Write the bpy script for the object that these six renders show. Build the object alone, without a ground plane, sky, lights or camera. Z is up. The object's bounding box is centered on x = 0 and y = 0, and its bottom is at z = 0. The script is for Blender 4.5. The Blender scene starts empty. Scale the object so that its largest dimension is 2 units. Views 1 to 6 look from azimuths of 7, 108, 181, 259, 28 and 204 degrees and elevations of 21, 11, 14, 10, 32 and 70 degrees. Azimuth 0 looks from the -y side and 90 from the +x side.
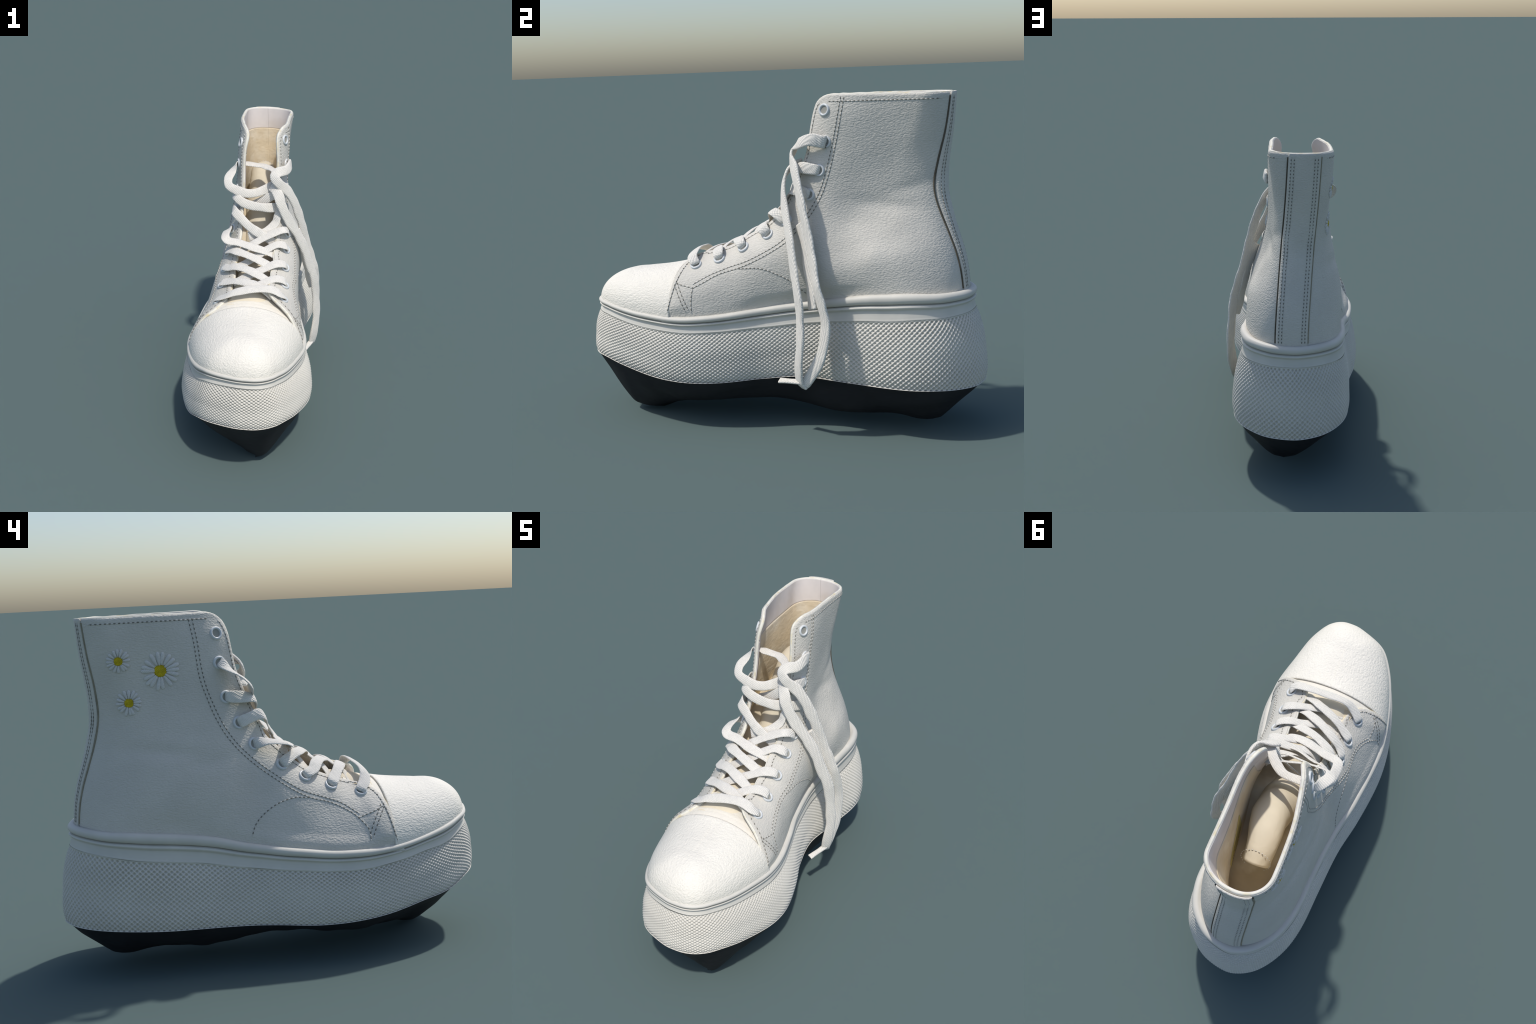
"""White platform high-top sneaker: knurled sole wall, foxing band, piping, toe cap,
quarters with eyelets, flat laces with hanging ends, curled tongue, embroidered daisies."""
import bpy, math, random
import numpy as np
from mathutils import Vector, Matrix

random.seed(7)
RNG = np.random.default_rng(7)

# ------------------------------------------------------------------ helpers
def catmull(points, n, closed=False):
    """Evenly spaced samples (n) of a Catmull-Rom curve through the points."""
    P = np.array(points, float)
    if closed:
        P = np.vstack([P[-1], P, P[0], P[1]])
    else:
        P = np.vstack([2 * P[0] - P[1], P, 2 * P[-1] - P[-2]])
    out = []
    for i in range(1, len(P) - 2):
        p0, p1, p2, p3 = P[i - 1], P[i], P[i + 1], P[i + 2]
        for t in np.linspace(0, 1, 24, endpoint=False):
            out.append(0.5 * (2 * p1 + (p2 - p0) * t + (2 * p0 - 5 * p1 + 4 * p2 - p3) * t * t
                              + (3 * p1 - p0 - 3 * p2 + p3) * t ** 3))
    out.append(P[-2])
    out = np.array(out)
    s = np.concatenate([[0], np.cumsum(np.linalg.norm(np.diff(out[:, :3], axis=0), axis=1))])
    q = np.linspace(0, s[-1], n + 1)[:-1] if closed else np.linspace(0, s[-1], n)
    return np.stack([np.interp(q, s, out[:, k]) for k in range(out.shape[1])], 1)


def smooth_table(xs, ys):
    """Monotone-free cubic (Hermite) interpolation of a small table."""
    xs = np.array(xs, float); ys = np.array(ys, float)
    m = np.gradient(ys, xs)
    def f(x):
        x = np.clip(np.asarray(x, float), xs[0], xs[-1])
        i = np.clip(np.searchsorted(xs, x) - 1, 0, len(xs) - 2)
        h = xs[i + 1] - xs[i]; t = (x - xs[i]) / h
        return ((2 * t**3 - 3 * t**2 + 1) * ys[i] + (t**3 - 2 * t**2 + t) * h * m[i]
                + (-2 * t**3 + 3 * t**2) * ys[i + 1] + (t**3 - t**2) * h * m[i + 1])
    return f


def thin_plate(samples, smooth=2e-4):
    """Smooth surface x(y, z) through scattered (y, z, x) measurements."""
    S = np.array(samples, float); n = len(S)
    def phi(r2): return 0.5 * r2 * np.log(r2 + 1e-12)
    D = ((S[:, None, :2] - S[None, :, :2]) ** 2).sum(2)
    A = np.zeros((n + 3, n + 3)); A[:n, :n] = phi(D) + smooth * np.eye(n)
    A[:n, n] = 1; A[:n, n + 1:] = S[:, :2]; A[n:, :n] = A[:n, n:].T
    w = np.linalg.solve(A, np.concatenate([S[:, 2], np.zeros(3)]))
    def f(y, z):
        y, z = np.broadcast_arrays(np.asarray(y, float), np.asarray(z, float))
        r2 = (y[..., None] - S[:, 0]) ** 2 + (z[..., None] - S[:, 1]) ** 2
        return phi(r2) @ w[:n] + w[n] + w[n + 1] * y + w[n + 2] * z
    return f


def sstep(a, b, x):
    t = np.clip((np.asarray(x, float) - a) / (b - a), 0, 1)
    return t * t * (3 - 2 * t)


def wobble(P, scale, seed):
    """Cheap smooth pseudo-noise on points, about -1..1."""
    r = np.random.default_rng(seed); v = 0
    for k in range(5):
        d = r.normal(size=3); d /= np.linalg.norm(d)
        v = v + np.sin(P @ d * scale * (0.7 + 0.35 * k) + r.uniform(0, 6.3))
    return v / 3.0


ROOT = bpy.data.objects.new("high_top_sneaker", None)
bpy.context.collection.objects.link(ROOT)
ROOT["label"] = "white leather platform high-top sneaker with laces and daisies"
ROOT["category"] = "shoe"


def make(name, verts, faces, mat, parent=None, smooth=True, kind=None):
    me = bpy.data.meshes.new(name)
    me.from_pydata([tuple(map(float, v)) for v in verts], [], faces)
    me.materials.append(mat)
    if smooth:
        me.polygons.foreach_set("use_smooth", [True] * len(me.polygons))
    me.update()
    ob = bpy.data.objects.new(name, me)
    bpy.context.collection.objects.link(ob)
    ob.parent = parent or ROOT
    if kind:
        ob["kind"] = kind
    return ob


def grid_faces(r, c, wrap=False, base=0, flip=False):
    F = []
    cc = c if wrap else c - 1
    for i in range(r - 1):
        for j in range(cc):
            k = (j + 1) % c
            q = (base + i * c + j, base + i * c + k, base + (i + 1) * c + k, base + (i + 1) * c + j)
            F.append(q[::-1] if flip else q)
    return F


def grid_normals(G):
    du = np.gradient(G, axis=1); dv = np.gradient(G, axis=0)
    n = np.cross(du, dv)
    return n / (np.linalg.norm(n, axis=2, keepdims=True) + 1e-12)


def shell(name, outer, inner, mat, parent=None):
    """Closed sheet between two equal grids (thickness is real)."""
    r, c, _ = outer.shape
    V = np.vstack([outer.reshape(-1, 3), inner.reshape(-1, 3)])
    b = r * c
    F = grid_faces(r, c) + grid_faces(r, c, base=b, flip=True)
    for i in range(r - 1):
        F.append((i * c, (i + 1) * c, b + (i + 1) * c, b + i * c))
        F.append((i * c + c - 1, b + i * c + c - 1, b + (i + 1) * c + c - 1, (i + 1) * c + c - 1))
    for j in range(c - 1):
        F.append((j, b + j, b + j + 1, j + 1))
        k = (r - 1) * c
        F.append((k + j, k + j + 1, b + k + j + 1, b + k + j))
    ob = make(name, V, F, mat, parent)
    fix_normals(ob)
    return ob


def fix_normals(ob):
    import bmesh
    bm = bmesh.new(); bm.from_mesh(ob.data)
    bmesh.ops.recalc_face_normals(bm, faces=bm.faces)
    bm.to_mesh(ob.data); bm.free()


# ---------------------------------------------------------------- materials
def material(name, color, rough=0.6, grain=None, bump=0.3, vary=0.06, vary_scale=6.0,
             second=None, second_scale=3.0, second_range=(0.5, 0.7), weave=None, sheen=0.0, spec=0.3):
    m = bpy.data.materials.new(name); m.use_nodes = True
    nt = m.node_tree; N = nt.nodes; L = nt.links
    b = N["Principled BSDF"]
    b.inputs["Roughness"].default_value = rough
    b.inputs["Specular IOR Level"].default_value = spec
    if sheen:
        b.inputs["Sheen Weight"].default_value = sheen
    tc = N.new("ShaderNodeTexCoord")
    nz = N.new("ShaderNodeTexNoise"); nz.inputs["Scale"].default_value = vary_scale
    nz.inputs["Detail"].default_value = 6
    L.new(tc.outputs["Object"], nz.inputs["Vector"])
    rp = N.new("ShaderNodeValToRGB")
    rp.color_ramp.elements[0].position = 0.3; rp.color_ramp.elements[1].position = 0.7
    rp.color_ramp.elements[0].color = (*[c * (1 - vary) for c in color], 1)
    rp.color_ramp.elements[1].color = (*[min(1, c * (1 + vary * 0.6)) for c in color], 1)
    L.new(nz.outputs["Fac"], rp.inputs["Fac"])
    col = rp.outputs["Color"]
    if second:
        n2 = N.new("ShaderNodeTexNoise"); n2.inputs["Scale"].default_value = second_scale
        n2.inputs["Detail"].default_value = 4
        L.new(tc.outputs["Object"], n2.inputs["Vector"])
        mr = N.new("ShaderNodeMapRange")
        mr.inputs["From Min"].default_value, mr.inputs["From Max"].default_value = second_range
        L.new(n2.outputs["Fac"], mr.inputs["Value"])
        mx = N.new("ShaderNodeMix"); mx.data_type = "RGBA"
        L.new(mr.outputs["Result"], mx.inputs["Factor"])
        L.new(col, mx.inputs["A"]); mx.inputs["B"].default_value = (*second, 1)
        col = mx.outputs["Result"]
    L.new(col, b.inputs["Base Color"])
    if grain:
        # fine leather wrinkles: warped noise, squeezed vertically so that they run lengthwise
        mp = N.new("ShaderNodeMapping"); mp.inputs["Scale"].default_value = (1.0, 0.85, 1.7)
        L.new(tc.outputs["Object"], mp.inputs["Vector"])
        n3 = N.new("ShaderNodeTexNoise"); n3.inputs["Scale"].default_value = grain
        n3.inputs["Detail"].default_value = 2.5; n3.inputs["Distortion"].default_value = 0.7
        L.new(mp.outputs["Vector"], n3.inputs["Vector"])
        vo = N.new("ShaderNodeTexVoronoi"); vo.feature = "SMOOTH_F1"; vo.inputs["Scale"].default_value = grain * 1.3
        vo.inputs["Smoothness"].default_value = 0.4
        L.new(mp.outputs["Vector"], vo.inputs["Vector"])
        sm = N.new("ShaderNodeMath"); sm.operation = "MULTIPLY_ADD"; sm.inputs[1].default_value = -0.5
        L.new(vo.outputs["Distance"], sm.inputs[0]); L.new(n3.outputs["Fac"], sm.inputs[2])
        bp = N.new("ShaderNodeBump"); bp.inputs["Strength"].default_value = bump
        bp.inputs["Distance"].default_value = 0.010
        L.new(sm.outputs["Value"], bp.inputs["Height"]); L.new(bp.outputs["Normal"], b.inputs["Normal"])
    if weave:
        w1 = N.new("ShaderNodeTexWave"); w1.inputs["Scale"].default_value = weave
        w1.bands_direction = "DIAGONAL"; w1.inputs["Distortion"].default_value = 1.5
        w2 = N.new("ShaderNodeTexWave"); w2.inputs["Scale"].default_value = weave
        w2.bands_direction = "X"; w2.inputs["Distortion"].default_value = 1.5
        for w in (w1, w2):
            L.new(tc.outputs["Object"], w.inputs["Vector"])
        sm = N.new("ShaderNodeMath"); sm.operation = "ADD"
        L.new(w1.outputs["Fac"], sm.inputs[0]); L.new(w2.outputs["Fac"], sm.inputs[1])
        bp = N.new("ShaderNodeBump"); bp.inputs["Strength"].default_value = bump
        bp.inputs["Distance"].default_value = 0.003
        L.new(sm.outputs["Value"], bp.inputs["Height"]); L.new(bp.outputs["Normal"], b.inputs["Normal"])
    return m


LEATHER = material("white_leather", (0.62, 0.59, 0.525), 0.6, grain=78, bump=0.33, vary=0.05)
CAP = material("toe_cap_leather", (0.80, 0.76, 0.67), 0.6, grain=75, bump=0.38, vary=0.04)
VAMP = material("cream_leather", (0.77, 0.725, 0.63), 0.6, grain=60, bump=0.2, vary=0.06)
RUBBER = material("white_rubber", (0.63, 0.605, 0.54), 0.5, vary=0.05, vary_scale=9,
                  second=(0.53, 0.515, 0.465), second_scale=4, second_range=(0.55, 0.85))
KNURL = material("knurled_rubber", (0.645, 0.617, 0.55), 0.6, vary=0.05, vary_scale=5)
TREAD = material("black_tread_and_fill", (0.018, 0.018, 0.021), 0.7, grain=14, bump=0.25, vary=0.3, vary_scale=5)
LACE = material("white_cotton_lace", (0.77, 0.735, 0.665), 0.85, vary=0.05, vary_scale=40, weave=55, bump=0.5, sheen=0.2)
LINING = material("tan_lining", (0.66, 0.56, 0.40), 0.85, second=(0.70, 0.63, 0.50), second_scale=9, second_range=(0.45, 0.65), vary=0.14, vary_scale=7, grain=25, bump=0.2)
COLLAR = material("pale_collar_lining", (0.70, 0.65, 0.61), 0.75, vary=0.08, vary_scale=9, second=(0.62, 0.56, 0.50), second_scale=7, second_range=(0.5, 0.75))
EDGE = material("cream_cut_edge", (0.76, 0.73, 0.63), 0.7, vary=0.08, vary_scale=30,
                second=(0.66, 0.56, 0.33), second_scale=22, second_range=(0.52, 0.75))
TONGUE = material("cream_tongue_lining", (0.74, 0.66, 0.51), 0.8, vary=0.08, vary_scale=6, grain=18, bump=0.2)
TUBE_PLUG = material("dark_tube_plug", (0.20, 0.16, 0.11), 0.9, vary=0.2)  # only on the dark plug added in the curled tongue end
THREAD = material("stitch_thread", (0.60, 0.58, 0.53), 0.8)
BEAD = material("dark_bead", (0.21, 0.20, 0.17), 0.9)  # dark colour that stands in for holes along the stitching
SEAM_CORD = material("dark_seam_cord", (0.11, 0.095, 0.07), 0.95, vary=0.2, vary_scale=30)  # dark cord colour that stands in for a gap
SEAM_TAN = material("tan_seam_edge", (0.30, 0.27, 0.20), 0.9, vary=0.2, vary_scale=30)
METAL = material("painted_metal_eyelet", (0.62, 0.64, 0.64), 0.35, vary=0.04, spec=0.6)
EYELET_PLUG = material("eyelet_plug_grey", (0.34, 0.33, 0.29), 0.9)  # grey of the solid discs that close the eyelets
PETAL = material("embroidered_white_thread", (0.70, 0.68, 0.64), 0.5, vary=0.06, vary_scale=60, weave=90, bump=0.4)
YELLOW = material("embroidered_yellow_thread", (0.62, 0.47, 0.012), 0.6, vary=0.3, vary_scale=70, weave=80, bump=0.6)

# ------------------------------------------------------- sole: plan outline
WALL = [(.0, 1.0), (.115, .975), (.20, .917), (.265, .838), (.298, .735), (.302, .60), (.268, .38),
        (.240, .17), (.268, -.02), (.322, -.18), (.360, -.33), (.372, -.45), (.358, -.58), (.303, -.795),
        (.248, -.905), (.195, -.96), (.13, -.992), (.06, -1.0), (-.015, -.99), (-.135, -.94), (-.208, -.872),
        (-.282, -.745), (-.336, -.59), (-.370, -.43), (-.377, -.26), (-.352, -.02), (-.315, .19),
        (-.299, .43), (-.289, .62), (-.264, .75), (-.219, .851), (-.156, .933), (-.08, .983)]
DIAMONDS = 186
M = DIAMONDS * 9
OUT = catmull(WALL, M, closed=True)
tan = np.roll(OUT, -4, 0) - np.roll(OUT, 4, 0)
tan /= np.linalg.norm(tan, axis=1, keepdims=True)
NRM = np.stack([-tan[:, 1], tan[:, 0]], 1)                 # points outward (curve runs clockwise seen from above)
if (NRM * (OUT - OUT.mean(0))).sum() < 0:
    NRM = -NRM
SIDE = sstep(-.22, .22, OUT[:, 0])                          # 0 = flower side, 1 = arch side

inset_arch = smooth_table([-1, -.9, -.7, -.45, -.2, .1, .4, .7, .9, 1.0], [.045, .055, .06, .058, .052, .03, .045, .06, .065, .068])
inset_outer = smooth_table([-1, -.9, -.7, -.45, -.2, .1, .4, .7, .9, 1.0], [.045, .045, .045, .045, .048, .042, .043, .040, .050, .062])
INSET = SIDE * inset_arch(OUT[:, 1]) + (1 - SIDE) * inset_outer(OUT[:, 1])


def two_sided(arch, outer):
    fa, fo = smooth_table(*zip(*arch)), smooth_table(*zip(*outer))
    return lambda x, y: (lambda w: w * fa(y) + (1 - w) * fo(y))(sstep(-.22, .22, x))


# heights of the sole's horizontal lines along the shoe (toe -y, heel +y), arch side and flower side
Z_PIPE = two_sided([(-.97, .595), (-.9, .592), (-.8, .578), (-.65, .562), (-.5, .553), (-.3, .56), (-.16, .577), (.02, .607), (.15, .626),
                    (.37, .660), (.52, .682), (.69, .692), (.8, .69), (.95, .685)],
                   [(-.97, .595), (-.9, .590), (-.8, .565), (-.66, .535), (-.51, .513), (-.35, .51), (-.22, .515), (-.05, .538),
                    (.14, .57), (.33, .618), (.49, .645), (.64, .66), (.8, .672), (.95, .685)])
Z_WALL_TOP = two_sided([(-.98, .537), (-.88, .527), (-.75, .503), (-.64, .488), (-.49, .478), (-.3, .478), (-.12, .493), (.17, .526),
                        (.32, .543), (.56, .560), (.75, .575), (.88, .58), (.97, .586)],
                       [(-.98, .537), (-.88, .515), (-.81, .487), (-.62, .455), (-.45, .43), (-.24, .422), (-.05, .44), (.15, .463),
                        (.41, .51), (.68, .543), (.83, .568), (.97, .586)])
Z_WALL_LOW = two_sided([(-1, .318), (-.86, .312), (-.765, .292), (-.59, .257), (-.32, .236), (-.03, .252), (.14, .264), (.33, .258),
                        (.65, .252), (.85, .248), (.94, .24), (1, .235)],
                       [(-1, .318), (-.88, .296), (-.8, .265), (-.615, .236), (-.41, .204), (-.13, .19), (.06, .204), (.3, .213),
                        (.49, .217), (.77, .232), (.89, .234), (.97, .235), (1, .235)])


def ring(offset):
    """Plan ring: wall outline moved outward by offset (per-sample)."""
    return OUT + NRM * np.broadcast_to(offset, M)[:, None]


# --- knurled side wall
ROWS = 28
RV = ROWS * 5 + 1
prof = smooth_table([0, .08, .2, .38, .58, .76, .9, 1.0], [1.0, .74, .46, .16, 0, -.08, -.06, .06])
u = np.arange(M) / M * DIAMONDS * 2 * math.pi
wall = np.zeros((RV, M, 3))
for i in range(RV):
    s = i / (RV - 1)
    off = -(INSET - .012) * (prof(s) if s < .58 else 0) - (prof(s) * .055 if s >= .58 else 0)
    v = s * ROWS * math.pi
    r1, r2 = np.cos(u + v), np.cos(u - v)
    egg = .55 * (r1 + r2) * .5 + .45 * np.maximum(r1, r2)
    fade = sstep(0, .03, s) * (1 - sstep(.985, 1, s))
    amp = 0.0078 * (0.8 + 0.2 * wobble(np.c_[OUT, np.full(M, s)], 5, 3))
    off = off + (amp * egg - .0085) * fade
    xy = ring(off)
    zt, zb = Z_WALL_TOP(xy[:, 0], xy[:, 1]), Z_WALL_LOW(xy[:, 0], xy[:, 1])
    wall[i] = np.c_[xy, zt + (zb - zt) * s]
make("sole_sidewall", wall.reshape(-1, 3), grid_faces(RV, M, wrap=True), KNURL)

# --- plain rings are sampled more coarsely
STEP = 4
def ring_stack(name, profile, ztop, zlow, mat, close_top=False):
    """profile: (fraction down from ztop to zlow, offset from the inset line)."""
    P = catmull([(a, b, 0) for a, b in profile], len(profile) * 5)
    # resampling keeps order; offsets stay metric
    rows = []
    for a, b, _ in P:
        xy = ring(-INSET + b)
        zt, zb = ztop(xy[:, 0], xy[:, 1]), zlow(xy[:, 0], xy[:, 1])
        rows.append(np.c_[xy, zt + (zb - zt) * a][::STEP])
    G = np.array(rows)
    G += (wobble(G.reshape(-1, 3), 16, 5) * .0012).reshape(G.shape[:2])[..., None]
    return make(name, G.reshape(-1, 3), grid_faces(G.shape[0], G.shape[1], wrap=True), mat)


ring_stack("sole_piping", [(.10, -.03), (.0, -.012), (.0, .0), (.04, .009), (.13, .0155), (.25, .0155), (.35, .007), (.40, -.009)],
           Z_PIPE, Z_WALL_TOP, RUBBER)
ring_stack("foxing_band", [(.37, -.014), (.40, -.002), (.43, .009), (.49, .013), (.55, .009), (.61, .003), (.75, .005), (.9, .009), (1.0, .011), (1.03, -.004)],
           Z_PIPE, Z_WALL_TOP, RUBBER)

# --- black tread: rings close on a keel; keel and lumps copy the scan's fill
keel_z = smooth_table([-1, -.93, -.86, -.80, -.74, -.66, -.58, -.45, -.3, -.12, .0, .12, .27, .45, .6, .72, .79, .88, .96, 1],
                      [.25, .19, .09, .02, .0, .0, .025, .055, .075, .095, .10, .085, .058, .05, .048, .022, .04, .13, .21, .25])
NT = 26
rows = []
for i in range(NT):
    q = i / (NT - 1)
    xy = ring(-.006)
    zb = Z_WALL_LOW(xy[:, 0], xy[:, 1]) + .004
    sy = np.clip(xy[:, 1], -.685 - .085 * SIDE, .77)
    kx = .045 + .055 * (1 - sstep(-.75, -.35, sy))
    half = .035 * np.sign(xy[:, 0] - kx) * sstep(0, .1, np.abs(xy[:, 0] - kx))    # blunt keel
    tx = xy[:, 0] * (1 - q) + (kx + half * (1 - sstep(.85, 1, q))) * q
    ty = xy[:, 1] * (1 - q) + sy * q
    end = np.maximum(sstep(.25, .72, np.abs(xy[:, 1])), .15)
    g = end * (.82 * q + .18 * (1 - (1 - q) ** 2)) + (1 - end) * (1 - (1 - q) ** 3.2)
    tz = zb + (keel_z(sy) - zb) * g
    P = np.c_[tx, ty, tz][::STEP]
    fac = wobble(P, 9, 11) * .012 + wobble(P, 25, 12) * .006
    P[:, 2] += fac * sstep(.03, .3, q) * (1 - .6 * q)
    rows.append(P)
G = np.array(rows); G[..., 2] = np.maximum(G[..., 2], 0.0)
G[..., 2] -= G[..., 2].min()
make("tread_and_scan_fill", G.reshape(-1, 3), grid_faces(G.shape[0], G.shape[1], wrap=True, flip=False), TREAD)

# ------------------------------------------------------------- upper: toe
crest = smooth_table([-.97, -.90, -.8, -.7, -.62, -.55, -.5, -.44, -.36, -.28], [.712, .714, .722, .733, .742, .753, .764, .782, .81, .84])
TOE_Y, TOE_P = -.74, 1.95
LEFT = OUT[:, 0] < np.interp(OUT[:, 1], [-1, -.9, 1], [.06, .02, -.01])
INNER = ring(-INSET - .004)


def branch(left):
    P = INNER[LEFT if left else ~LEFT]
    P = P[(P[:, 1] < .75)]
    P = P[np.argsort(P[:, 1])]
    return lambda y: np.interp(y, P[:, 1], P[:, 0])


X_LEFT, X_RIGHT = branch(True), branch(False)
spine_x = lambda y: .03 - .03 * sstep(-.7, -.3, y)


def toe_dome(lift, y_end, rows=44, n1=46, n2=81):
    """Superellipse dome over the toe outline. Both flanks share the same stations,
    so that the two halves meet vertex to vertex on the crest."""
    ys = np.linspace(y_end, TOE_Y, n1)
    k = np.where(INNER[:, 1] < TOE_Y)[0]
    fan = INNER[k]
    if fan[0, 0] < fan[-1, 0]:
        fan = fan[::-1]
    fan = np.vstack([[X_RIGHT(TOE_Y), TOE_Y], fan, [X_LEFT(TOE_Y), TOE_Y]])
    fan = catmull(np.c_[fan[::6], np.zeros(len(fan[::6]))], n2)[:, :2]
    B = np.vstack([np.c_[X_RIGHT(ys[:-1]), ys[:-1]], fan, np.c_[X_LEFT(ys[:-1]), ys[:-1]][::-1]])
    sy = np.concatenate([ys[:-1], np.full(n2, TOE_Y), ys[:-1][::-1]])
    c = np.c_[spine_x(sy), sy]
    d = B - c
    B = B + d / (np.linalg.norm(d, axis=1, keepdims=True) + 1e-9) * lift
    z0 = Z_PIPE(B[:, 0], B[:, 1]) - .014
    zc = crest(sy) + lift
    G = []
    for i in range(rows):
        th = i / (rows - 1) * math.pi / 2
        pw = TOE_P + .17 * sstep(-.1, .2, B[:, 0])
        w = math.cos(th) ** (2 / pw) if i < rows - 1 else 0.0 * pw
        g = math.sin(th) ** (2 / pw)
        G.append(np.c_[c + (B - c) * w[:, None], z0 + (zc - z0) * g])
    return np.array(G)


def dome_x(side, y, z):
    """Sideways reach of the bare dome at (y, z)."""
    y = np.clip(y, TOE_Y, -.28)
    W = np.abs((X_RIGHT(y) if side > 0 else X_LEFT(y)) - spine_x(y))
    z0 = Z_PIPE(np.full(np.shape(y), side * .3), y) - .014
    v = np.clip((z - z0) / (crest(y) - z0), 0, 1)
    pw = TOE_P + (.17 if side > 0 else 0)
    return side * spine_x(y) + W * (1 - v ** pw) ** (1 / pw)


def weld(ob, dist=1e-5):
    import bmesh
    bm = bmesh.new(); bm.from_mesh(ob.data)
    bmesh.ops.remove_doubles(bm, verts=bm.verts, dist=dist)
    bmesh.ops.recalc_face_normals(bm, faces=bm.faces)
    bm.to_mesh(ob.data); bm.free()


VG = toe_dome(0.0, -.32)
t = sstep(-.445, -.36, VG[..., 1])
VG[..., 0] *= 1 - .09 * t
VG[..., 2] -= .012 * t
# two soft folds behind the cap
VG[..., 2] += .005 * np.exp(-((VG[..., 1] + .468) / .008) ** 2) + .004 * np.exp(-((VG[..., 1] + .445) / .007) ** 2)
weld(make("vamp", VG.reshape(-1, 3), grid_faces(*VG.shape[:2]), VAMP))


def cap_grid(lift, rows=50):
    return toe_dome(lift, -.49, rows=rows)


A = cap_grid(.010); Bq = cap_grid(.001)
# soften the rear rim
rim = np.exp(-((A[..., 1] + .49) / .006) ** 2)
A[..., 2] -= .004 * rim * (A[..., 2] - .5) * 4 * .6
weld(shell("toe_cap", A, Bq, CAP))

# ---------------------------------------------------------- upper: quarters
# measured half-width x at (y, z) for the two sides
ARCH_PTS = [(-.51, .55, .302), (-.31, .555, .292), (-.16, .575, .262), (.0, .60, .235), (.2, .635, .222), (.4, .665, .228), (.6, .69, .238), (.8, .70, .225), (.95, .71, .225),
            (-.495, .68, .275), (-.475, .745, .235), (-.455, .79, .185), (-.435, .812, .15), (-.40, .833, .12), (-.36, .845, .106), (-.23, .878, .104),
            (-.11, .945, .108), (-.03, .99, .11), (.055, 1.08, .106), (.115, 1.2, .098), (.165, 1.32, .092), (.178, 1.40, .088), (.19, 1.47, .082), (.21, 1.54, .078), (.235, 1.578, .085), (.30, 1.597, .105),
            (-.384, .79, .191), (-.263, .822, .183), (-.14, .879, .173), (-.017, .943, .165), (.076, 1.011, .158), (.185, 1.13, .136), (.234, 1.244, .126), (.266, 1.376, .118), (.262, 1.522, .108),
            (.5, 1.57, .118), (.5, 1.43, .116), (.5, 1.22, .106), (.5, 1.08, .116), (.5, .985, .152), (.5, .88, .220), (.5, .76, .238),
            (.7, 1.57, .118), (.7, 1.35, .095), (.7, 1.15, .092), (.7, 1.0, .132), (.7, .85, .198), (.35, 1.57, .118), (.38, 1.0, .148),
            (.1, .78, .235), (-.2, .72, .25), (.3, .78, .24)]
OUTER_PTS = [(-.51, .52, .315), (-.35, .51, .322), (-.2, .515, .318), (-.05, .54, .30), (.1, .57, .282), (.3, .615, .262), (.5, .65, .245), (.7, .67, .238), (.95, .70, .23),
             (-.50, .62, .285), (-.485, .69, .245), (-.46, .735, .19), (-.43, .762, .155), (-.39, .78, .128), (-.344, .79, .118), (-.23, .83, .114),
             (-.11, .89, .117), (.03, 1.02, .116), (.05, 1.075, .118), (.12, 1.22, .125), (.161, 1.334, .130), (.175, 1.42, .132), (.184, 1.486, .126), (.215, 1.55, .118), (.27, 1.587, .14),
             (-.38, .745, .178), (-.239, .786, .18), (-.117, .837, .18), (-.013, .90, .178), (.107, 1.0, .17), (.17, 1.1, .166), (.22, 1.217, .165), (.24, 1.37, .162), (.245, 1.495, .152),
             (.5, 1.57, .188), (.5, 1.5, .188), (.5, 1.32, .178), (.45, 1.16, .186), (.42, 1.088, .20), (.42, .972, .225), (.5, .907, .235), (.5, .75, .252),
             (.7, 1.57, .194), (.7, 1.35, .184), (.7, 1.15, .173), (.7, 1.0, .188), (.7, .85, .215), (.35, 1.57, .165),
             (.1, .8, .228), (-.2, .70, .238), (.25, .8, .248)]
X_ARCH = thin_plate(ARCH_PTS); X_OUTER = thin_plate(OUTER_PTS)
back_y = smooth_table([.6, .70, .78, .86, .94, 1.03, 1.10, 1.17, 1.28, 1.42, 1.60], [.915, .910, .901, .883, .858, .831, .815, .806, .811, .828, .841])
back_x = smooth_table([.6, .7, .95, 1.1, 1.36, 1.6], [.003, .003, -.011, -.022, -.045, -.060])
round_len = smooth_table([.6, .75, 1.0, 1.2, 1.4, 1.6], [.32, .31, .26, .22, .18, .125])
ROUND_P = 2.1
CREASES = {+1: [((.75, 1.06), (.35, 1.10), .007, .035), ((.70, .95), (.30, .86), .006, .05), ((.8, 1.2), (.5, 1.12), .004, .03)],
           -1: [((.76, 1.03), (.28, .97), .008, .035), ((.60, 1.10), (.25, 1.05), .003, .04), ((.45, .93), (.2, .95), .005, .03)]}


def seg_dist(y, z, a, b):
    d = np.array(b) - np.array(a); L2 = d @ d
    t = np.clip(((y - a[0]) * d[0] + (z - a[1]) * d[1]) / L2, 0, 1)
    return np.hypot(y - a[0] - t * d[0], z - a[1] - t * d[1]), t


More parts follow.
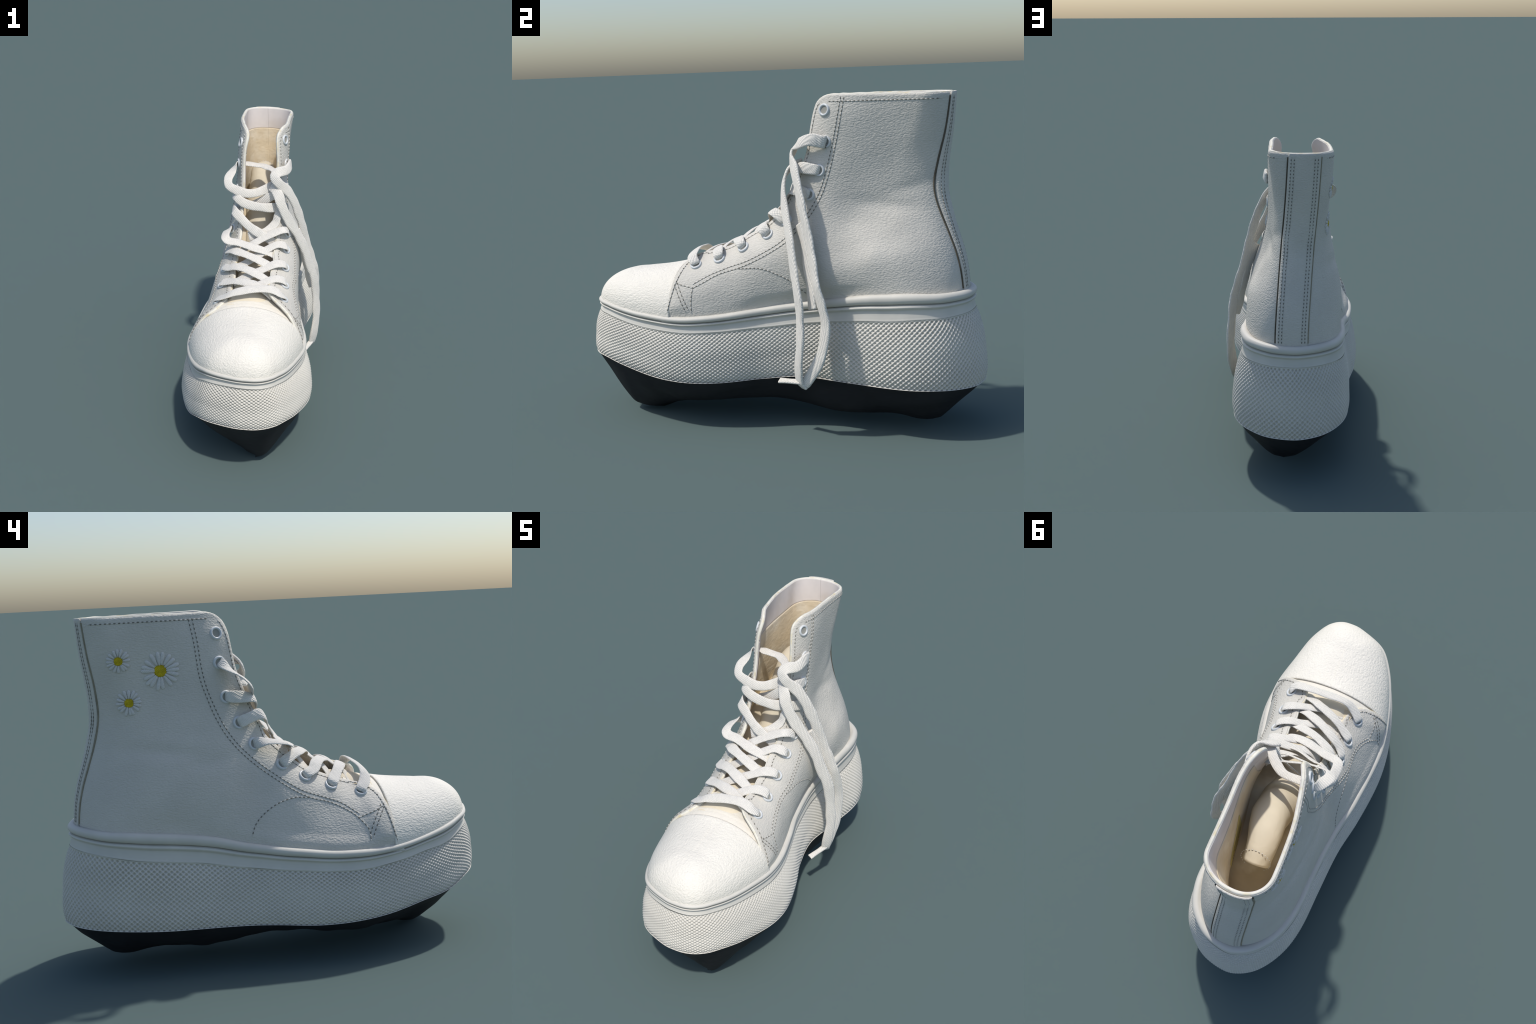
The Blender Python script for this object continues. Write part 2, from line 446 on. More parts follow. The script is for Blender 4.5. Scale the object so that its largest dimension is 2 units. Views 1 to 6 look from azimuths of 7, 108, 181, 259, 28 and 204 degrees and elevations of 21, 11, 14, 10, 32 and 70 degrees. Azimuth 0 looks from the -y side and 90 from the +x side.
def side_x(side, y, z, detail=True):
    """Outer leather surface: x on one side (+1 arch, -1 flower side)."""
    y = np.asarray(y, float); z = np.asarray(z, float)
    X = X_ARCH(y, z) if side > 0 else X_OUTER(y, z)
    fx = dome_x(side, y, z) + .011
    w_front = 1 - sstep(-.46, -.36, y)
    X = np.where(w_front > 0, X + w_front * np.log1p(np.exp(np.clip((fx - X) / .006, -30, 30))) * .006, X)
    low = Z_PIPE(np.full(np.shape(y), side * .3), y)
    w_low = (1 - sstep(.0, .07, z - low)) * (1 - sstep(.40, .62, y)) * sstep(-.55, -.45, y)
    base_x = np.abs(X_RIGHT(y) if side > 0 else X_LEFT(y)) - .002
    X = X * (1 - w_low) + base_x * w_low
    if detail:
        for a, b, amp, w in CREASES[side]:
            d, t = seg_dist(y, z, a, b)
            X = X - amp * np.exp(-(d / w) ** 2) * np.sin(np.clip(t, .08, .92) * math.pi)
        P = np.stack([np.zeros_like(y) + side, y, z], -1)
        X = X + wobble(P, 8, 21 + side) * .0022 + wobble(P, 19, 31 + side) * .0010
    xc = back_x(z)
    q = np.clip((back_y(z) - y) / round_len(z), 0, 1)
    r = (1 - (1 - q) ** ROUND_P) ** (1 / ROUND_P)
    return xc + (side * X - xc) * r


def side_frame(side, y, z):
    """Point, outward normal, and in-surface axes at (y, z)."""
    e = .004
    p = np.array([side_x(side, y, z), y, z], float)
    py = np.array([side_x(side, y + e, z), y + e, z]) - p
    pz = np.array([side_x(side, y, z + e), y, z + e]) - p
    n = np.cross(py, pz); n /= np.linalg.norm(n)
    if n[0] * side < 0:
        n = -n
    return p, n, py / np.linalg.norm(py), pz / np.linalg.norm(pz)


FRONT = {+1: [(-.535, .52), (-.52, .555), (-.505, .62), (-.49, .69), (-.473, .745), (-.455, .788), (-.432, .815), (-.40, .833), (-.35, .846), (-.23, .878), (-.11, .945), (-.03, .99), (.055, 1.08),
              (.115, 1.2), (.162, 1.32), (.178, 1.40), (.19, 1.47), (.208, 1.54), (.228, 1.569), (.26, 1.586), (.30, 1.593)],
         -1: [(-.535, .48), (-.52, .52), (-.505, .59), (-.492, .65), (-.478, .70), (-.46, .738), (-.43, .763), (-.39, .779), (-.344, .79), (-.23, .83), (-.11, .89), (.03, 1.02), (.06, 1.085),
              (.12, 1.22), (.160, 1.334), (.175, 1.42), (.186, 1.486), (.205, 1.54), (.225, 1.565), (.25, 1.58), (.29, 1.588)]}
QR, QC = 150, 190


def quarter_grid(side):
    F = catmull([(a, b, 0) for a, b in FRONT[side]], QR)
    v = np.linspace(0, 1, QR)
    zb = .64 + (1.584 - .64) * v ** 1.02
    f = np.linspace(0, 1, QC)
    g = 1 - (1 - f) ** 1.9
    G = np.zeros((QR, QC, 3))
    for i in range(QR):
        yb = back_y(zb[i])
        y = F[i, 0] + (yb - F[i, 0]) * g
        # rows droop to the piping line in the lower part, straight higher up
        z = F[i, 1] + (zb[i] - F[i, 1]) * g
        low = Z_PIPE(np.full(QC, side * .3), y) - .02
        w = max(0.0, 1 - v[i] / .25) ** 1.0
        z = z * (1 - w) + (low + (F[i, 1] - low[0]) * (1 - g) + (zb[i] - low[-1]) * g) * w
        x = side_x(side, y, z)
        G[i] = np.stack([x, y, z], 1)
    return G


THICK, LINE = .010, .022
for side in (1, -1):
    G = quarter_grid(side)
    n = grid_normals(G)
    if (n[:, 20:120, 0] * side).mean() < 0:
        n = -n
    # normals at the heel meeting line point straight back
    n[:, -1] = n[:, -1] * np.array([0, 1, 1]); n /= np.linalg.norm(n, axis=2, keepdims=True)
    edge = np.minimum.reduce([np.arange(QC)[None, :] * np.ones((QR, 1)), (QR - 1 - np.arange(QR))[:, None] * np.ones((1, QC))])
    rim = np.clip(1 - edge / 3.0, 0, 1)[..., None]
    outer = G - n * .004 * rim ** 2
    mid = G - n * THICK
    shell("quarter", outer, mid, LEATHER)
    inner = G - n * LINE
    back = mid - n * .0005
    # cut the lining in a pale collar strip and a tan body
    k = int(QR * .86)
    shell("collar_lining", back[k:], inner[k:] + n[k:] * .0, COLLAR)
    c0 = 13
    shell("lining", back[:k + 1, c0:], (inner - n * .003)[:k + 1, c0:], LINING)
    shell("throat_facing", back[:k + 1, :c0 + 1], inner[:k + 1, :c0 + 1], COLLAR)
    # cream cut edge along throat and collar
    path = np.vstack([(G[:, 0] - n[:, 0] * .013)[12:], (G[-1, :] - n[-1, :] * .013)[1:]])
    path = path[::2]
    t = np.gradient(path, axis=0); t /= np.linalg.norm(t, axis=1, keepdims=True)
    nn = np.vstack([n[12:, 0], n[-1, 1:]])[::2]
    bb = np.cross(t, nn); bb /= np.linalg.norm(bb, axis=1, keepdims=True)
    wob = 1 + .28 * wobble(path, 40, 9)
    ang = np.linspace(0, 2 * math.pi, 9)[:-1]
    T = np.array([path + nn * (math.cos(a) * .0068 * wob)[:, None] + bb * (math.sin(a) * .0045 * wob)[:, None] for a in ang]).transpose(1, 0, 2)
    ob = make("cut_edge", T.reshape(-1, 3), grid_faces(T.shape[0], T.shape[1], wrap=True), EDGE)
    fix_normals(ob)

# -------------------------------------------------------------- heel strip
def heel_surface(dx, z, lift):
    """Point on the heel at sideways distance dx from the heel line."""
    side = 1 if dx >= 0 else -1
    xc = float(back_x(z)); yb = float(back_y(z)); L = float(round_len(z))
    y = yb
    for _ in range(12):
        X = abs(side * float(X_ARCH(y, z) if side > 0 else X_OUTER(y, z)) - xc)
        r = min(abs(dx) / X, .999)
        y = yb - L * (1 - (1 - r ** ROUND_P) ** (1 / ROUND_P))
    e = np.array([xc + dx, y, z])
    return e + np.array([dx * .6, .12, 0]) / math.hypot(dx * .6, .12) * lift


HW = .074
zs = np.linspace(.66, 1.587, 90); us = np.linspace(-1, 1, 25)
def strip_grid(lift, edge_drop):
    return np.array([[heel_surface(u_ * HW, z, lift - edge_drop * max(0, abs(u_) - .9) * 10 * .004
                                   + .0016 * math.sin(z * 38 + u_) * math.exp(-((z - 1.15) / .12) ** 2)) for u_ in us] for z in zs])
shell("heel_strip", strip_grid(.009, 1), strip_grid(.0, 0), LEATHER)


def tube(name, path, rad, mat, parent=None, sides=8):
    path = np.array(path, float)
    t = np.gradient(path, axis=0); t /= np.linalg.norm(t, axis=1, keepdims=True)
    ref = np.array([0.31, .2, .93]); a = np.cross(t, ref); a /= np.linalg.norm(a, axis=1, keepdims=True)
    b = np.cross(t, a)
    T = np.array([path + rad * (a * math.cos(q) + b * math.sin(q)) for q in np.linspace(0, 2 * math.pi, sides, endpoint=False)]).transpose(1, 0, 2)
    ob = make(name, T.reshape(-1, 3), grid_faces(T.shape[0], T.shape[1], wrap=True), mat, parent)
    fix_normals(ob)
    return ob


tube("heel_seam_cord", [heel_surface(HW + .004, z, .0015) for z in np.linspace(.69, 1.57, 80)], .0040, SEAM_CORD)  # half-sunk dark cord added where the strip's edge gap would be
tube("heel_seam_edge", [heel_surface(-HW - .003, z, .001) for z in np.linspace(.69, 1.57, 80)], .0038, SEAM_TAN)

# ----------------------------------------------------------------- stitches
def stitch_mesh(name, frames, length, width, mat, holes=None):
    """Join small capsules (frames: point, normal, direction) into one part."""
    V, F = [], []
    ring_n, seg = 6, 5
    for p, n, d in frames:
        d = d / np.linalg.norm(d); b = np.cross(n, d); base = len(V)
        for i in range(seg):
            q = -1 + 2 * i / (seg - 1); r = math.sqrt(max(0.06, 1 - q * q))
            for j in range(ring_n):
                a = 2 * math.pi * j / ring_n
                V.append(p + d * q * length / 2 + (b * math.cos(a) + n * math.sin(a) * .7) * r * width / 2)
        F += [tuple(x for x in f) for f in grid_faces(seg, ring_n, wrap=True, base=base)]
        F.append(tuple(base + j for j in range(ring_n))); F.append(tuple(base + (seg - 1) * ring_n + j for j in reversed(range(ring_n))))
    return make(name, V, F, mat, kind="stuff")


STITCH, BEADS = [], []


def stitch_line(side, pts, pitch=.019, lift=.0008):
    C = catmull([(a, b, 0) for a, b in pts], 400)
    L = np.linalg.norm(np.diff(C, axis=0), axis=1).sum()
    n = max(2, int(L / pitch))
    S = catmull([(a, b, 0) for a, b in pts], n + 1)
    for i in range(n):
        a, b = S[i], S[i + 1]
        m = (a + b) / 2
        p, nn, ty, tz = side_frame(side, m[0], m[1])
        d = ty * (b[0] - a[0]) + tz * (b[1] - a[1])
        STITCH.append((p + nn * lift, nn, d))
        p2, n2, _, _ = side_frame(side, a[0], a[1])
        BEADS.append((p2 + n2 * .0002, n2, d))


def parallel(pts, dist):
    P = catmull([(a, b, 0) for a, b in pts], 40)[:, :2]
    t = np.gradient(P, axis=0); t /= np.linalg.norm(t, axis=1, keepdims=True)
    return [tuple(q) for q in (P + np.c_[-t[:, 1], t[:, 0]] * dist)[::3]]


# eyestay double rows, collar row, throat row, side panel arcs (y, z)
EYESTAY = {+1: [(.358, 1.572), (.34, 1.475), (.312, 1.344), (.281, 1.225), (.248, 1.13), (.205, 1.049), (.14, .97), (.08, .91), (-.03, .842), (-.14, .791), (-.25, .755), (-.327, .714), (-.373, .691)],
           -1: [(.365, 1.555), (.35, 1.46), (.335, 1.317), (.308, 1.222), (.27, 1.119), (.212, 1.019), (.12, .918), (-.01, .815), (-.114, .752), (-.226, .712), (-.305, .668), (-.338, .641)]}
PANEL = {+1: [(-.145, .785), (-.045, .79), (.026, .771), (.109, .732), (.17, .68), (.20, .645)],
         -1: [(-.114, .748), (-.05, .755), (.024, .738), (.09, .70), (.135, .655), (.158, .60)]}
CORNER = {+1: [[(-.373, .691), (-.43, .702), (-.478, .712)], [(-.47, .70), (-.435, .64), (-.40, .575)], [(-.373, .691), (-.378, .64), (-.375, .57)]],
          -1: [[(-.338, .641), (-.40, .66), (-.466, .684)], [(-.46, .675), (-.42, .62), (-.385, .55)], [(-.338, .641), (-.375, .59), (-.375, .535)]]}
for side in (1, -1):
    stitch_line(side, EYESTAY[side]); stitch_line(side, parallel(EYESTAY[side], -.016 if side else .016))
    stitch_line(side, PANEL[side])
    for c in CORNER[side]:
        stitch_line(side, c)
    stitch_line(side, parallel(CORNER[side][1], .016))
    # along the toe-cap seam and throat edge
    fr = FRONT[side]
    stitch_line(side, [(y + .016, z - .006) for y, z in fr[1:9]])
    stitch_line(side, [(y + .012, z - .012) for y, z in fr[8:19]])
    # collar
    stitch_line(side, [(y, 1.560) for y in np.linspace(.29, .80, 8)])
for s in (-1, 1):
    for k in (.060, .046):
        zz = np.arange(.70, 1.57, .0165)
        for z in zz:
            p = heel_surface(s * k, z, .0105); q = heel_surface(s * k, z + .016, .0105)
            nrm = np.array([s * .25, .97, 0])
            STITCH.append(((p + q) / 2, nrm, q - p)); BEADS.append((p - nrm * .0012, nrm, q - p))
stitch_mesh("stitch", STITCH, .0105, .0056, THREAD)
stitch_mesh("stitch_dark_bead", BEADS, .0125, .0058, BEAD)  # solid dark beads between stitches, added in place of real holes

# ------------------------------------------------------------------ eyelets
ARCH_EYES = [(-.384, .790), (-.263, .822), (-.14, .879), (-.017, .943), (.076, 1.011), (.185, 1.13), (.234, 1.244), (.266, 1.376), (.262, 1.522)]
OUTER_EYES = [(-.38, .745), (-.239, .786), (-.117, .837), (-.013, .90), (.107, 1.0), (.17, 1.10), (.22, 1.217), (.242, 1.368), (.247, 1.495)]


def lathe(profile, seg=28):
    V, F = [], []
    for r, h in profile:
        for j in range(seg):
            a = 2 * math.pi * j / seg
            V.append((r * math.cos(a), r * math.sin(a), h))
    return np.array(V), grid_faces(len(profile), seg, wrap=True)


ring_prof = [(.0300, -.002), (.0295, .003), (.0270, .0062), (.0235, .0072), (.0200, .0058), (.0178, .002), (.0170, -.006)]
V, F = lathe(ring_prof)
ring_me = bpy.data.meshes.new("eyelet"); ring_me.from_pydata([tuple(v) for v in V], [], F); ring_me.materials.append(METAL)
ring_me.polygons.foreach_set("use_smooth", [True] * len(ring_me.polygons))
V, F = lathe([(.0172, .0012), (.010, .0006), (.0003, .0004)])
disc_me = bpy.data.meshes.new("eyelet_plug"); disc_me.from_pydata([tuple(v) for v in V], [], F); disc_me.materials.append(EYELET_PLUG)  # solid disc added to plug the ring, no opening is cut
EYE = {}
for side, eyes in ((1, ARCH_EYES), (-1, OUTER_EYES)):
    for k, (y, z) in enumerate(eyes):
        p, n, ty, tz = side_frame(side, y, z)
        EYE[(side, k + 1)] = (p, n)
        b = np.cross(n, ty); b /= np.linalg.norm(b); a = np.cross(b, n)
        Mx = Matrix(((a[0], b[0], n[0], p[0]), (a[1], b[1], n[1], p[1]), (a[2], b[2], n[2], p[2]), (0, 0, 0, 1)))
        e = bpy.data.objects.new("eyelet", ring_me); bpy.context.collection.objects.link(e); e.parent = ROOT; e.matrix_local = Mx
        h = bpy.data.objects.new("eyelet_plug", disc_me); bpy.context.collection.objects.link(h); h.parent = e

# -------------------------------------------------------------------- laces
def ribbon(name, pts, normals, width=.052, thick=.008, n=None, ends=.6, seed=0):
    """Flat woven band along a curve; normals (one per point) set its facing."""
    P = np.array(pts, float); Nn = np.array(normals, float)
    L = np.linalg.norm(np.diff(P, axis=0), axis=1).sum()
    n = n or max(24, int(L / .006))
    C = catmull(np.hstack([P, Nn]), n)
    path, nn = C[:, :3], C[:, 3:]
    t = np.gradient(path, axis=0); t /= np.linalg.norm(t, axis=1, keepdims=True)
    nn = nn - t * (nn * t).sum(1, keepdims=True); nn /= np.linalg.norm(nn, axis=1, keepdims=True) + 1e-9
    b = np.cross(t, nn)
    r = np.random.default_rng(seed)
    w = width * (1 + .06 * np.sin(np.linspace(0, L * 40, n) + r.uniform(0, 6)))
    if ends < 1:
        q = np.linspace(0, 1, n) * L
        pinch = 1 - (1 - ends) * np.exp(-(q / .022) ** 2)
        w = w * pinch
    cs = []
    for a in np.linspace(0, 2 * math.pi, 20, endpoint=False):
        c, s = math.cos(a), math.sin(a)
        cs.append((math.copysign(abs(c) ** .4, c), math.copysign(abs(s) ** .8, s)))
    bow = .004 * np.sin(np.linspace(0, 3.1, n))
    T = np.array([path + b * (w / 2 * c)[:, None] + nn * (thick / 2 * s - bow * c * c * .8)[:, None] for c, s in cs]).transpose(1, 0, 2)
    T += (wobble(T.reshape(-1, 3), 55, 40 + seed) * .0009).reshape(T.shape[:2])[..., None]
    k = T.shape[1]
    F = grid_faces(n, k, wrap=True) + [tuple(range(k)), tuple((n - 1) * k + j for j in reversed(range(k)))]
    ob = make(name, T.reshape(-1, 3), F, LACE)
    fix_normals(ob)
    return ob


UPB = np.array([0, -.45, .89]); UPN = np.array([0, -.72, .69]); HIN = np.array([0, -.94, .34])


def from_eye(side, k, pts, up=UPN, depth=-.012, **kw):
    p, n = EYE[(side, k)]
    first = np.array(pts[0])
    d = first - p; d /= np.linalg.norm(d)
    sink = .013 if k <= 5 else .005
    path = [p + n * depth, p + n * .012 + d * .006] + [np.array(q) - UPN * sink for q in pts]
    if k <= 5:
        up = np.array([0, -.45, .89])
    nor = [n * .8 + up * .2 - d * .6, n] + [n * max(0, .6 - .45 * i) + up for i in range(len(pts))]
    ribbon("lace", path, nor, seed=k * 2 + (side > 0), **kw)


# bottom bar and criss-cross rows (side, row, waypoints towards the far side)
p1, n1 = EYE[(1, 1)]; p9, n9 = EYE[(-1, 1)]
ribbon("lace", [p1 - n1 * .012, p1 + n1 * .013, (.175, -.408, .828), (.12, -.408, .852), (.017, -.415, .848), (-.079, -.425, .825), (-.136, -.415, .792), p9 + n9 * .013, p9 - n9 * .012],
       [n1, n1, n1 + UPB, UPB, UPB, UPB, n9 + UPB, n9, n9], ends=.6)
from_eye(-1, 2, [(-.15, -.275, .825), (-.078, -.315, .852), (.012, -.352, .858), (.09, -.385, .835), (.13, -.39, .805)])
from_eye(1, 2, [(.165, -.286, .868), (.117, -.303, .874), (.055, -.33, .850), (-.02, -.36, .822), (-.10, -.37, .78)])
from_eye(-1, 3, [(-.155, -.175, .872), (-.103, -.205, .895), (-.021, -.250, .895), (.06, -.285, .872), (.125, -.30, .835)])
from_eye(1, 3, [(.160, -.175, .918), (.117, -.195, .922), (.060, -.215, .898), (-.02, -.25, .865), (-.11, -.27, .815)])
from_eye(-1, 4, [(-.155, -.075, .94), (-.112, -.115, .953), (-.026, -.159, .945), (.065, -.185, .915), (.125, -.20, .88)])
from_eye(1, 4, [(.160, -.055, .985), (.114, -.068, .993), (.052, -.095, .965), (-.01, -.125, .925), (-.11, -.16, .86)])
from_eye(-1, 5, [(-.195, .035, 1.02), (-.194, -.035, 1.01), (-.172, -.060, .995), (-.105, -.072, .99), (-.011, -.10, .975), (.07, -.105, .955), (.12, -.09, .92)])
from_eye(1, 5, [(.15, .0, 1.062), (.102, -.018, 1.052), (.035, -.035, 1.02), (-.04, -.06, .975), (-.10, -.05, .93)])
from_eye(-1, 6, [(-.165, .075, 1.135), (-.145, .045, 1.125), (-.105, .03, 1.092), (-.06, .008, 1.06), (.0, -.015, 1.032), (.06, -.02, 1.0), (.11, -.01, .96)], up=HIN)
from_eye(1, 6, [(.118, .10, 1.155), (.098, .07, 1.12), (.085, .05, 1.075), (.03, .01, 1.03), (-.06, .0, 1.0)], up=np.array([-.5, -.8, .1]))
from_eye(-1, 7, [(-.165, .12, 1.215), (-.145, .085, 1.205), (-.10, .078, 1.178), (-.038, .07, 1.166), (.033, .07, 1.162), (.085, .095, 1.158), (.10, .15, 1.14)], up=HIN)
from_eye(1, 7, [(.128, .14, 1.262), (.097, .11, 1.25), (.04, .115, 1.21), (-.01, .125, 1.178), (-.08, .14, 1.14)], up=HIN)
from_eye(-1, 8, [(-.190, .195, 1.338), (-.208, .142, 1.302), (-.193, .108, 1.266), (-.125, .098, 1.240), (-.063, .105, 1.232), (-.001, .128, 1.246), (.056, .155, 1.275), (.085, .19, 1.30)], up=HIN)
# band that crosses inside between the top laced pair
ribbon("lace", [(-.135, .235, 1.372), (-.10, .235, 1.372), (-.03, .232, 1.368), (.02, .205, 1.366), (.06, .165, 1.36), (.085, .125, 1.345)],
       [(0, -.3, .95)] * 4 + [(.2, -.3, .9), (.3, -.6, .7)], width=.046, seed=30)

# hanging ends on the arch side, plus an added web ribbon
p8, n8 = EYE[(1, 8)]
def hang(pts, nor, seed):
    ribbon("hanging_lace_and_web", pts, nor, width=.058, thick=.016, ends=1, seed=seed)
OUTN = np.array([.72, -.68, .12]); LOWN = np.array([.74, -.67, .0])
hang([p8 - n8 * .01, p8 + n8 * .02, (.150, .20, 1.388), (.135, .145, 1.372), (.085, .118, 1.36), (.072, .10, 1.335), (.10, .092, 1.30), (.148, .118, 1.255), (.195, .148, 1.165), (.235, .182, 1.037), (.262, .213, .926), (.30, .24, .80),
      (.322, .256, .728), (.332, .281, .643), (.340, .300, .545), (.345, .278, .415), (.340, .235, .325), (.335, .198, .272), (.330, .175, .262)],
     [n8, n8, (.9, -.3, .2), (.6, -.7, .3), (0, -.8, .55), (-.1, -.95, .2), (.2, -.95, .1), OUTN, OUTN, OUTN, OUTN, LOWN, LOWN, (.8, -.6, 0), (.85, -.5, 0), (.85, -.5, -.1), (.8, -.5, -.3), (.75, -.5, -.4), (.7, -.5, -.5)], 51)
hang([(.05, .13, 1.27), (.075, .10, 1.262), (.10, .072, 1.235), (.118, .058, 1.19), (.145, .060, 1.131), (.19, .080, 1.05), (.255, .117, .925), (.295, .142, .80), (.328, .165, .694), (.340, .178, .595), (.350, .178, .46), (.344, .166, .35), (.332, .168, .272), (.318, .185, .238)],
     [(-.2, -.9, .3), (0, -.95, .3), (.2, -.97, .1), (.4, -.9, .1), (.5, -.85, .1), OUTN, OUTN, OUTN, LOWN, LOWN, LOWN, LOWN, (.72, -.66, -.2), (.6, -.6, -.5)], 52)

hang([(.205, .150, 1.0), (.235, .180, .92), (.268, .205, .80), (.292, .222, .70), (.312, .234, .62)], [(.6, -.75, .2), LOWN, (.85, -.5, 0), LOWN, (.8, -.6, 0)], 53)  # added ribbon for the scan's fused web between strands, not a lace end
ribbon("lace_tip", [(.328, .175, .270), (.316, .13, .268), (.300, .09, .262), (.286, .055, .255)], [(.5, 0, .86)] * 4, width=.03, thick=.012, ends=1, seed=60)

# ------------------------------------------------------------------- tongue
# the tongue leaves the vamp under the laces, runs straight back and curls into a tube
SP = catmull([(.0, -.46, .775, .13, .035), (.0, -.36, .808, .115, .05), (-.005, -.22, .832, .106, .06), (-.008, -.10, .865, .102, .07), (-.01, .02, .905, .10, .08), (-.012, .11, .965, .098, .085), (-.016, .20, 1.10, .094, .085), (-.02, .28, 1.215, .09, .085),
              (-.026, .37, 1.295, .084, .08), (-.034, .47, 1.318, .078, .075), (-.043, .56, 1.303, .068, .062), (-.045, .635, 1.272, .062, .058)], 110)
rows_o, rows_i = [], []
for i, (cx, cy, cz, hw, hh) in enumerate(SP):
    q = i / (len(SP) - 1)
    span = math.radians(70 + 115 * sstep(.1, 1.0, q))          # arch opens to a near-closed tube
    sl = (SP[min(i + 1, len(SP) - 1)] - SP[max(i - 1, 0)])[1:3]
    sl = sl / np.linalg.norm(sl)
    upv = np.array([0, -sl[1], sl[0]])
    a = np.linspace(-span, span, 40)
    for rowset, off in ((rows_o, 0), (rows_i, -.012)):
        wv = 1 + .03 * np.sin(a * 3 + q * 20)
        x = cx + (hw + off) * np.sin(a) * wv
        h = (hh + off) * np.cos(a) * wv - hh
        rowset.append(np.stack([x, cy + upv[1] * h, cz + upv[2] * h], 1))
shell("tongue", np.array(rows_o), np.array(rows_i), TONGUE)
# crumpled packing that fills the shoe below the tongue, from wall to wall
fy = np.linspace(-.40, .80, 70); fu = np.linspace(-1, 1, 36); rows = []
fill_z = smooth_table([-.4, -.22, -.08, .08, .25, .45, .6, .7, .8], [.75, .775, .81, .87, 1.03, 1.11, 1.06, 1.0, .96])
for y in fy:
    z = float(fill_z(y))
    xr, xl = float(side_x(1, y, z)) - .02, float(side_x(-1, y, z)) + .02
    row = []
    for u_ in fu:
        x = (xr + xl) / 2 + (xr - xl) / 2 * u_
        row.append((x, y, z + .03 * (1 - u_ * u_)))
    rows.append(row)
G = np.array(rows); G[..., 2] += (wobble(G.reshape(-1, 3), 14, 61) * .012 + wobble(G.reshape(-1, 3), 33, 62) * .006).reshape(G.shape[:2])
make("crumpled_lining", G.reshape(-1, 3), grid_faces(*G.shape[:2]), LINING)
# dark shallow cone added as a plug, stands in for the open tube end
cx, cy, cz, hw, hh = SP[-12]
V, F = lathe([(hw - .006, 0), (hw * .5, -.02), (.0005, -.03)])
make("tongue_plug", [(cx + v[0], cy + v[2], cz - hh + v[1] * hh / hw) for v in V], F, TUBE_PLUG)
# hem of stitches on the curled end
fr = []
cx, cy, cz, hw, hh = SP[-6]
for a in np.linspace(-2.4, 2.4, 22):
    p = np.array([cx + hw * math.sin(a), cy - .40 * (hh * math.cos(a) - hh), cz + .92 * (hh * math.cos(a) - hh)])
    nn = np.array([math.sin(a), -.4 * math.cos(a), .92 * math.cos(a)])
    fr.append((p + nn * .003, nn, np.array([math.cos(a), .4 * math.sin(a), -.92 * math.sin(a)])))
stitch_mesh("tongue_stitch", fr, .009, .005, THREAD)

# ------------------------------------------------------------------ daisies
def ellipsoid_mesh(name, a, b, c, mat, seg=12, rings=7, taper=0.0):
    V, F = [], []
    for i in range(rings + 1):
        th = math.pi * i / rings
        for j in range(seg):
            ph = 2 * math.pi * j / seg
            x = -math.cos(th)
            k = math.sin(th) ** .7 if 0 < th < math.pi else 0.02
            V.append((a * x, b * k * math.cos(ph) * (1 + taper * x), c * k * math.sin(ph)))
    me = bpy.data.meshes.new(name); me.from_pydata(V, [], grid_faces(rings + 1, seg, wrap=True)); me.materials.append(mat)
    me.polygons.foreach_set("use_smooth", [True] * len(me.polygons))
    return me


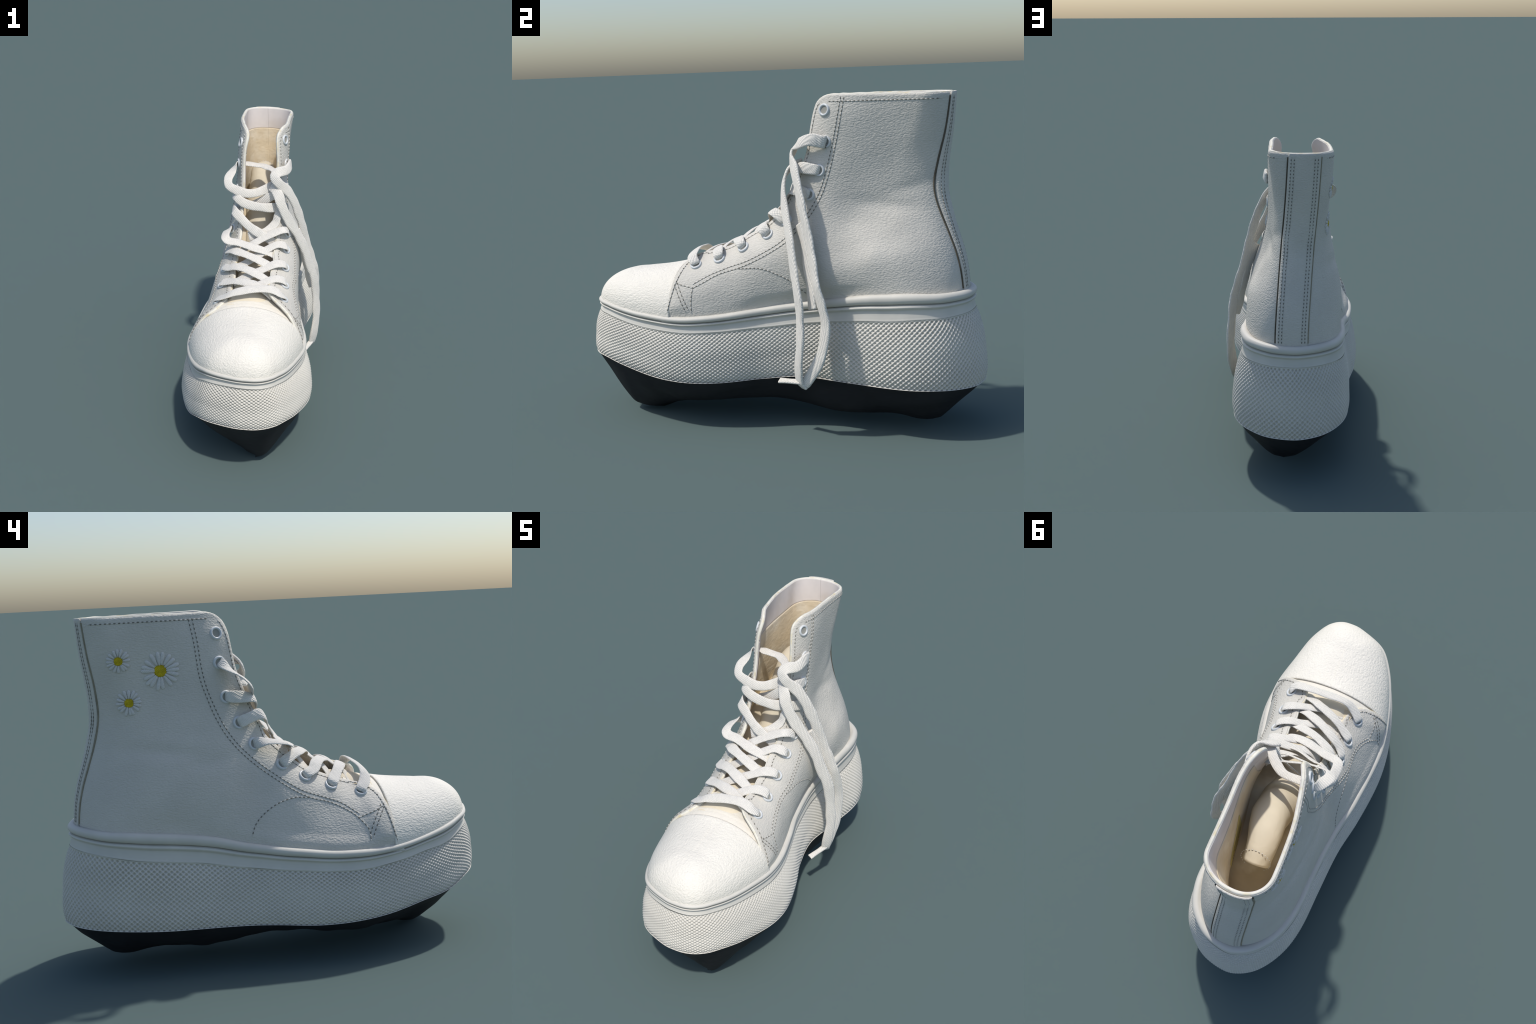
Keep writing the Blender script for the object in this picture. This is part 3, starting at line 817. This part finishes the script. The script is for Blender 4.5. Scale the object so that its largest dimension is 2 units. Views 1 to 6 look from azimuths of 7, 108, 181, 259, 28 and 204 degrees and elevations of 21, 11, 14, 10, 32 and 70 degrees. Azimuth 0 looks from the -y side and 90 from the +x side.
for (fy, fz, rad, core, count) in ((.678, 1.401, .052, .0185, 16), (.502, 1.349, .081, .0265, 18), (.645, 1.22, .056, .0195, 16)):
    p, n, ty, tz = side_frame(-1, fy, fz)
    b = np.cross(n, ty); b /= np.linalg.norm(b); a = np.cross(b, n)
    me = ellipsoid_mesh("flower_centre", core, core, .007, YELLOW, seg=20, rings=10)
    c = bpy.data.objects.new("flower_centre", me); bpy.context.collection.objects.link(c); c.parent = ROOT
    c.matrix_local = Matrix(((a[0], b[0], n[0], p[0]), (a[1], b[1], n[1], p[1]), (a[2], b[2], n[2], p[2]), (0, 0, 0, 1)))
    L = (rad - core) / 2
    pm = ellipsoid_mesh("petal", L * 1.08, (core + rad) * .62 * math.pi / count * .78, .0062, PETAL, taper=.35)
    for i in range(count):
        ang = 2 * math.pi * (i + random.uniform(-.3, .3)) / count
        rr = core + L * random.uniform(.92, 1.06)
        yy, zz = fy + math.cos(ang) * rr, fz + math.sin(ang) * rr
        q, nq, _, _ = side_frame(-1, yy, zz)
        q2, _, _, _ = side_frame(-1, fy + math.cos(ang) * (rr + .01), fz + math.sin(ang) * (rr + .01))
        d = q2 - q; d -= nq * (d @ nq); d /= np.linalg.norm(d); s = np.cross(nq, d)
        o = bpy.data.objects.new("petal", pm); bpy.context.collection.objects.link(o); o.parent = ROOT
        sc = random.uniform(.88, 1.08)
        q = q + nq * .001
        o.matrix_local = Matrix(((d[0] * sc, s[0], nq[0], q[0]), (d[1] * sc, s[1], nq[1], q[1]), (d[2] * sc, s[2], nq[2], q[2]), (0, 0, 0, 1)))

# --------------------------------------------- size label on the inner wall
LABEL = material("yellow_size_label", (0.50, 0.42, 0.16), 0.7, vary=0.08, vary_scale=20)
INK = material("label_ink", (0.03, 0.028, 0.02), 0.8)


def label_point(a, b, lift):
    y = .66 - .19 * a
    z = 1.185 + .14 * a - .135 * b
    p, n, ty, tz = side_frame(1, y, z)
    return p - n * (LINE + .004 + lift), -n


G = np.array([[label_point(a, b, .002)[0] for a in np.linspace(0, 1, 24)] for b in np.linspace(0, 1, 14)])
G2 = np.array([[label_point(a, b, -.001)[0] for a in np.linspace(0, 1, 24)] for b in np.linspace(0, 1, 14)])
shell("size_label", G, G2, LABEL)
V, F = [], []
for row, (b0, step, hgt) in enumerate(((.30, .055, .07), (.50, .032, .05), (.64, .03, .05), (.78, .03, .05))):
    a = .06 + .05 * row
    while a < (.38 if row == 0 else .86):
        w = step * random.uniform(.35, .75)
        if random.random() < .82:
            q = [label_point(a + da, b0 + db, .0045)[0] for da, db in ((0, 0), (w, 0), (w, hgt), (0, hgt))]
            k = len(V); V += q; F.append((k, k + 1, k + 2, k + 3))
        a += step
make("label_print", V, F, INK, smooth=False, kind="stuff")
